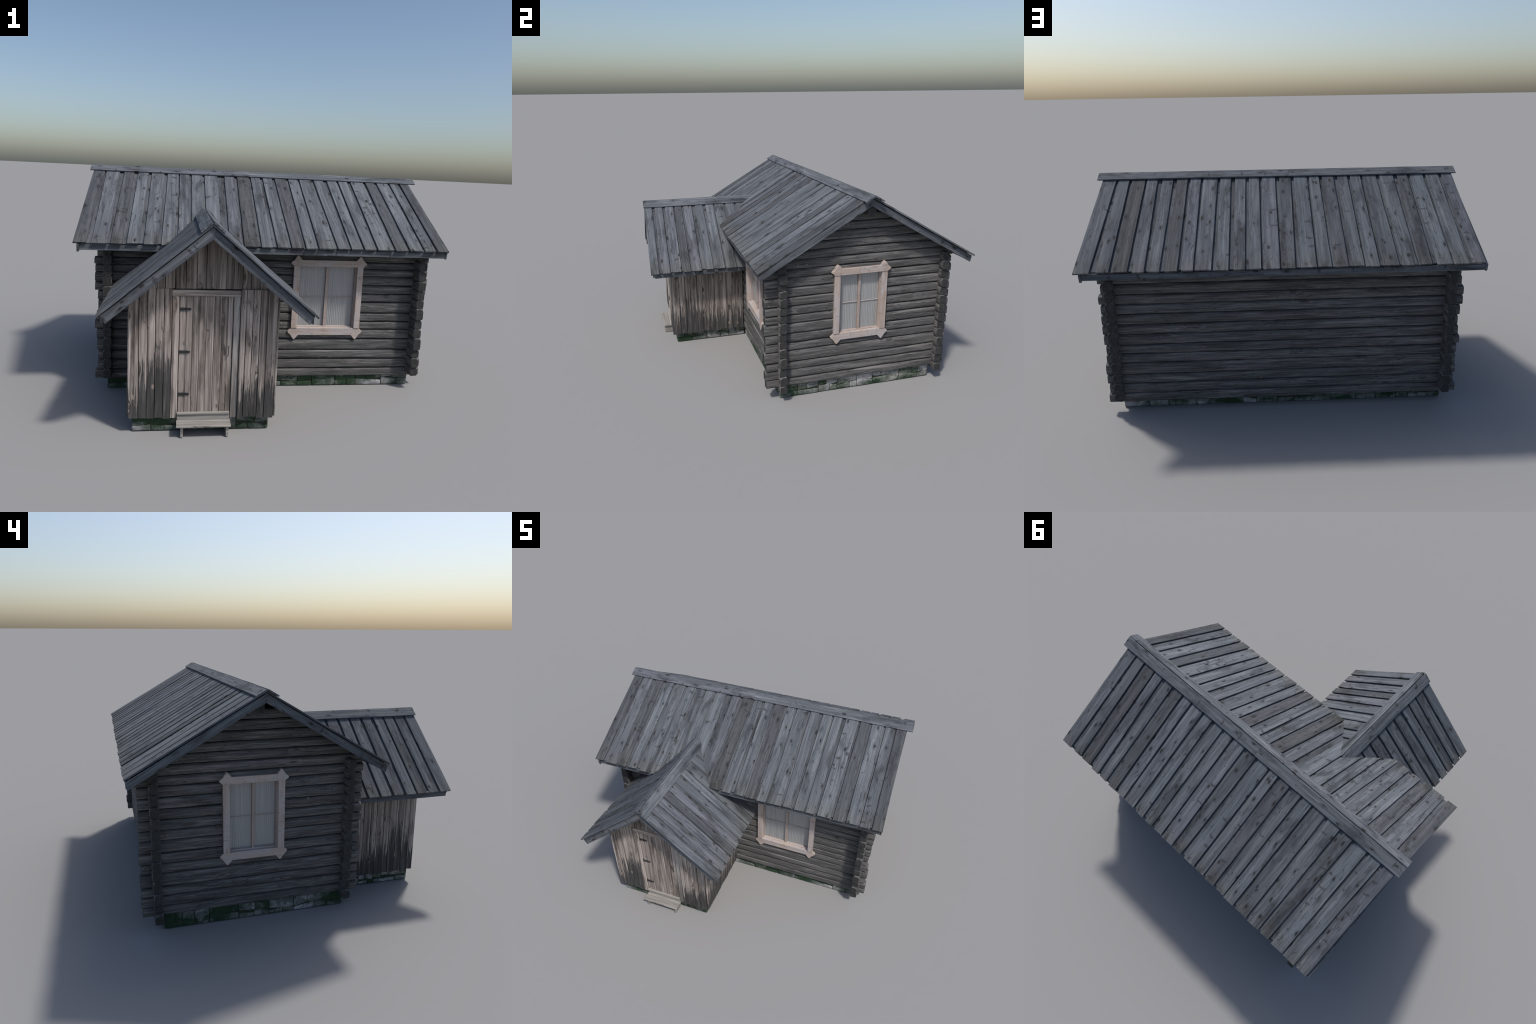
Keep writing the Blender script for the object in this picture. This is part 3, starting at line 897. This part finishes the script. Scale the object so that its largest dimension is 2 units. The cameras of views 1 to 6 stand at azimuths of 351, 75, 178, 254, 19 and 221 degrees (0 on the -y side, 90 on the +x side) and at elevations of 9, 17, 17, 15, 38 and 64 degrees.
def porch_barge(east, seed, tone):
    m = P_EAST if east else P_WEST
    n, xd = m.to_3x3().col[2], m.to_3x3().col[0]
    out = Vector((0, -1, 0))
    yd = -n if xd.cross(-n).dot(out) > 0 else n
    origin = m.translation + n * (-TOP_T - UNDER_T + 0.003)
    origin.y = -0.874 if east else -0.8745
    fm = frame(origin, xd, yd)
    width = 0.040
    lo, hi = (0, width) if yd.dot(n) < 0 else (-width, 0)
    s = 1 if yd.dot(n) < 0 else -1
    ob = plank("barge_board", cabin, [BOARD], fm, (lambda y: s * y * P_PITCH, lambda y: P_LEN - 0.012 + s * y * 0.15), ((lo, hi), (lo, hi)), 0.011, seed, 0.001, 0.0008)
    ob["tone"] = tone


porch_barge(True, 811, 0.45)
porch_barge(False, 812, 0.50)
for sgn, a in ((1, P_RIDGE_X + P_HALF - 0.016), (-1, P_RIDGE_X - P_HALF + 0.016)):
    m = frame((a, 0, 0), (0, sgn, 0), (0, 0, 1))
    ed = (-0.862, -0.262) if sgn > 0 else (0.262, 0.862)
    ob = plank("fascia_board", cabin, [BOARD], m, ed, ((0.545, 0.572), (0.545, 0.572)), 0.010, 820 + sgn, 0.001, 0.0006)
    ob["tone"] = 0.5


def p_under(x, drop=0.026):
    return P_TOP - abs(x - P_RIDGE_X) * P_PITCH - drop


def upright(name, parent, mat, plane, s0, s1, z0, z1, thick, seed, tone, stain, axis="front", taper=0.0):
    """vertical plank: local x = world z; faces -y (front), +x (east) or -x (west)"""
    if axis == "front":
        m = frame((0, plane, 0), (0, 0, 1), (1, 0, 0))
        if m.to_3x3().col[2].dot(Vector((0, -1, 0))) < 0:
            m, s0, s1 = frame((0, plane, 0), (0, 0, 1), (-1, 0, 0)), -s1, -s0
            top = (lambda y: z1(-y)) if callable(z1) else z1
        else:
            top = z1
    else:
        sg = 1 if axis == "east" else -1
        m = frame((plane, 0, 0), (0, 0, 1), (0, 1, 0))
        top = z1
        if m.to_3x3().col[2].dot(Vector((sg, 0, 0))) < 0:
            m, s0, s1 = frame((plane, 0, 0), (0, 0, 1), (0, -1, 0)), -s1, -s0
    ob = plank(name, parent, [mat], m, (z0, top), ((s0, s1), (s0 + taper, s1 - taper)), thick, seed, 0.0010, 0.0010, 0.0016, 0.03)
    ob["tone"], ob["stain"] = tone, stain
    return ob


# inner lining closes the gaps between the planks
lining = [(-0.683, 0.075), (-0.040, 0.075), (-0.040, p_under(-0.040, 0.035)), (P_RIDGE_X, p_under(P_RIDGE_X, 0.035)), (-0.683, p_under(-0.683, 0.035))]
secs = [[(x, P_FRONT + 0.022, z) for x, z in lining], [(x, P_FRONT + 0.0095, z) for x, z in lining]]
v, f = loft([list(reversed(s)) for s in secs])
porch_front = add_object("porch_wall", v, f, [DARK], cabin)

LEFT_EDGES = [-0.692, -0.647, -0.610, -0.575, -0.538, -0.504]
RIGHT_EDGES = [-0.2005, -0.175, -0.144, -0.111, -0.077, -0.031]
LEFT_STAIN = [0.195, 0.300, 0.365, 0.345, 0.310]
RIGHT_STAIN = [0.215, 0.215, 0.225, 0.215, 0.270]
GABLE_EDGES = [-0.662, -0.610, -0.571, -0.536, -0.493, -0.446, -0.399, -0.358, -0.312, -0.270, -0.236, -0.196, -0.158, -0.115, -0.070]
rr = random.Random(5)
G = 0.0011
for edges, stains, sd, stand in ((LEFT_EDGES, LEFT_STAIN, 0, 0.004), (RIGHT_EDGES, RIGHT_STAIN, 20, 0.0125)):
    for i, (a, b) in enumerate(zip(edges, edges[1:])):
        top = lambda x: min(0.670, p_under(x))
        upright("wall_plank", porch_front, PORCH, P_FRONT - stand - rr.uniform(0, 0.0015), a + G, b - G, 0.066 + rr.uniform(-0.003, 0.006), top, 0.010 + stand, 900 + sd + i, rr.uniform(0.62, 1.0), stains[i])
for i, (a, b) in enumerate(zip(GABLE_EDGES, GABLE_EDGES[1:])):
    mid_top = p_under((a + b) / 2)
    if mid_top > 0.690:
        upright("gable_plank", porch_front, PORCH, P_FRONT - 0.0025 - rr.uniform(0, 0.0015), a + G * 0.8, b - G * 0.8, 0.669 + rr.uniform(0, 0.002),
                (lambda x: max(0.671, p_under(x))), 0.011, 940 + i, rr.uniform(0.45, 0.75), 0.0)

# east and west porch sides
for axis, plane_x, sd in (("east", P_RIGHT, 0), ("west", P_LEFT, 50)):
    side = [(-0.732, 0.075), (-0.252, 0.075), (-0.252, 0.625), (-0.732, 0.625)]
    sg = 1 if axis == "east" else -1
    secs = [[(plane_x - sg * 0.022, y, z) for y, z in side], [(plane_x - sg * 0.0095, y, z) for y, z in side]]
    if sg < 0:
        secs = [list(reversed(s)) for s in secs]
    v, f = loft(secs)
    part = add_object("porch_wall", v, f, [DARK], cabin)
    y, i = -0.748, 0
    while y < -0.262:
        w = rr.uniform(0.033, 0.047)
        y1 = min(y + w, -0.249)
        stain = interp([(-0.75, 0.21), (-0.68, 0.30), (-0.58, 0.235), (-0.40, 0.21), (-0.26, 0.235)], y) + rr.uniform(-0.02, 0.02)
        upright("wall_plank", part, PORCH, plane_x + sg * rr.uniform(0, 0.0015), y + 0.001, y1 - 0.001, 0.069 + rr.uniform(-0.004, 0.005), 0.640, 0.010, 960 + sd + i, rr.uniform(0.5, 0.82), stain, axis)
        y, i = y1, i + 1

# door with frame
D_FACE = P_FRONT + 0.002
v, f = box((-0.474, D_FACE + 0.003, 0.086), (-0.230, D_FACE + 0.008, 0.640))
door = add_object("door", v, f, [DARK], cabin)
DOOR_EDGES = [-0.4715, -0.442, -0.413, -0.383, -0.352, -0.317, -0.283, -0.256, -0.2325]
for i, (a, b) in enumerate(zip(DOOR_EDGES, DOOR_EDGES[1:])):
    upright("door_plank", door, PORCH, D_FACE - rr.uniform(0, 0.0012), a + 0.0006, b - 0.0006, 0.090, 0.638, 0.010, 1000 + i, rr.uniform(0.50, 0.76), 0.0)
for j, z in enumerate((0.577, 0.380, 0.181)):
    ring = [(-0.4735, z - 0.0066), (-0.440, z - 0.0056), (-0.4230, z - 0.0038), (-0.4195, z), (-0.4230, z + 0.0038), (-0.440, z + 0.0056), (-0.4735, z + 0.0066)]
    v, f = loft([[(x, D_FACE - 0.001, zz) for x, zz in ring], [(x, D_FACE - 0.0048, zz) for x, zz in ring]])
    hinge = add_object("hinge", v, f, [IRON], door, smooth=30)
    v, f = box((-0.4738, D_FACE - 0.0044, z - 0.019), (-0.4708, D_FACE - 0.001, z + 0.016), 0.0006)
    add_object("hinge_plate", v, f, [IRON], door)
# pull handle: bent rod on two feet
path = [(x + 0.004, y, z - 0.0115) for x, y, z in ((-0.2545, -0.001, 0.3700), (-0.2545, -0.009, 0.3720), (-0.2535, -0.012, 0.382), (-0.2530, -0.0125, 0.394), (-0.2525, -0.012, 0.406), (-0.2525, -0.009, 0.4155), (-0.2525, -0.001, 0.4175))]
secs = []
for k, p in enumerate(path):
    d = (Vector(path[min(k + 1, len(path) - 1)]) - Vector(path[max(k - 1, 0)])).normalized()
    u = d.cross(Vector((1, 0, 0))).normalized()
    w = Vector((1, 0, 0))
    secs.append([Vector((p[0], D_FACE + p[1], p[2])) + (u * math.cos(t) + w * math.sin(t)) * 0.0017 for t in [2 * math.pi * q / 8 for q in range(8)]])
v, f = loft(secs)
add_object("door_handle", v, f, [IRON], door, smooth=60)

FRAME_FACE = P_FRONT - 0.0035
upright("door_jamb", porch_front, PORCH, FRAME_FACE, -0.5035, -0.4735, 0.068, 0.6348, 0.012, 1020, 1.0, 0.0)
upright("door_jamb", porch_front, JAMB, FRAME_FACE - 0.0005, -0.2310, -0.2010, 0.066, 0.6348, 0.012, 1021, 0.95, 0.0)
m = frame((0, FRAME_FACE - 0.001, 0), (1, 0, 0), (0, 0, 1))
lint = plank("door_lintel", porch_front, [PORCH], m, (-0.504, -0.2010), ((0.6352, 0.6635), (0.6352, 0.6635)), 0.012, 1022)
lint["tone"], lint["stain"] = 0.8, 0.0

# doorstep: tread on two plank legs, riser and threshold behind it
m = frame((0, -0.752, 0.0570), (1, 0, 0), (0, 1, 0))
tread = plank("doorstep", cabin, [STEP], m, (-0.4745, -0.2305), ((-0.060, 0.010), (-0.061, 0.010)), 0.0075, 1030, 0.001, 0.0008)
m = frame((0, -0.7515, 0), (1, 0, 0), (0, 0, 1))
plank("riser", tread, [STEP], m, (-0.4720, -0.2345), ((0.0565, 0.0855), (0.0565, 0.0855)), 0.014, 1031)
m = frame((0, -0.751, 0.0945), (1, 0, 0), (0, 1, 0))
plank("threshold", tread, [STEP], m, (-0.4718, -0.2347), ((-0.006, 0.010), (-0.006, 0.010)), 0.0085, 1032)
for x in (-0.4560, -0.2520):
    v, f = box((x, -0.804, 0.0), (x + 0.0120, -0.733, 0.0495), 0.001)
    add_object("leg", v, f, [STEP], tread, smooth=30)


# ------------------------------------------------------------------ stone footing
def footing(name, x0, x1, y0, y1, top, seed, sides):
    v, f = box((x0 + 0.003, y0 + 0.003, 0.0), (x1 - 0.003, y1 - 0.003, top), 0.0)
    core = add_object(name, v, f, [MORTAR], cabin)
    r = random.Random(seed)
    for sd in sides:
        a, b = (x0, x1) if sd in "FB" else (y0, y1)
        s = a
        while s < b - 0.001:
            w = r.uniform(0.08, 0.19)
            if b - (s + w) < 0.05:
                w = b - s
            # a column of stones: one tall, or two courses, upper one often split
            courses = [(0.0, top + 0.004)] if r.random() < 0.12 else [(0.0, r.uniform(0.026, 0.042)), (None, top + 0.004)]
            if len(courses) == 2:
                courses[1] = (courses[0][1], top + 0.004)
            for ci, (z0, z1) in enumerate(courses):
                cuts = [s, s + w]
                if len(courses) == 2 and w > 0.085 and r.random() < 0.65:
                    cuts.insert(1, s + w * r.uniform(0.35, 0.65))
                for c0, c1 in zip(cuts, cuts[1:]):
                    g = 0.0014
                    tilt = [r.uniform(-0.010, 0.010) for _ in range(4)]
                    zl = max(0.0005, z0 + g) if z0 > 0 else 0.0005
                    za, zb = (zl + (tilt[0] if z0 > 0 else 0), zl + (tilt[1] if z0 > 0 else 0))
                    zc, zd = z1 - g + (tilt[2] if ci == 0 and len(courses) == 2 else 0), z1 - g + (tilt[3] if ci == 0 and len(courses) == 2 else 0)
                    n = 7
                    base, face = [], []
                    # rounded quadrilateral outline with slightly irregular edge
                    quad = [(c0 + g, za), (c1 - g, zb), (c1 - g, zc), (c0 + g, zd)]
                    pts = []
                    for q in range(4):
                        (ax, az), (bx, bz) = quad[q], quad[(q + 1) % 4]
                        for t in (0.08, 0.36, 0.64, 0.92):
                            px, pz = lerp(ax, bx, t), lerp(az, bz, t)
                            px += 0.0012 * nz(px * 60, pz * 60, seed)
                            pz = max(0.0005, pz + 0.0012 * nz(px * 50, pz * 70, seed + 3))
                            pts.append((min(max(px, a), b), pz))
                    proud = r.uniform(0.0, 0.0022)
                    cx, cz = sum(p[0] for p in pts) / 16, sum(p[1] for p in pts) / 16

                    def at(px, pz, d):
                        if sd == "F":
                            return (px, y0 + 0.002 - d, pz)
                        if sd == "B":
                            return (px, y1 - 0.002 + d, pz)
                        if sd == "R":
                            return (x1 - 0.002 + d, px, pz)
                        return (x0 + 0.002 - d, px, pz)
                    rings = []
                    for inset, d in ((0.0, -0.006), (0.0, -0.0008), (0.0020, proud + 0.0006), (0.0065, proud + 0.0016)):
                        rings.append([at(px + (cx - px) * min(1, inset / max(0.004, abs(px - cx))), pz + (cz - pz) * min(1, inset / max(0.004, abs(pz - cz))), d) for px, pz in pts])
                    if sd in "BL":
                        pass
                    vv, ff = loft(rings if sd in "BL" else [list(reversed(q)) for q in rings])
                    if sd in "FB":
                        ff = [tuple(reversed(t)) for t in ff] if sd == "F" else ff
                    add_object("stone", vv, ff, [STONE], core, smooth=40)
            s += w
    return core


footing("stone_footing", -0.843, 0.860, -0.232, 0.726, 0.090, 41, "FBLR")
footing("stone_footing", -0.674, -0.047, -0.730, -0.240, 0.073, 43, "FLR")

# recompute outward normals on every mesh so bump and bevels shade correctly
import bmesh
for ob in bpy.data.objects:
    if ob.type == "MESH" and ob.name.split(".")[0] != "curtain":
        bm = bmesh.new()
        bm.from_mesh(ob.data)
        bmesh.ops.recalc_face_normals(bm, faces=bm.faces)
        bm.to_mesh(ob.data)
        bm.free()
bpy.context.view_layer.update()
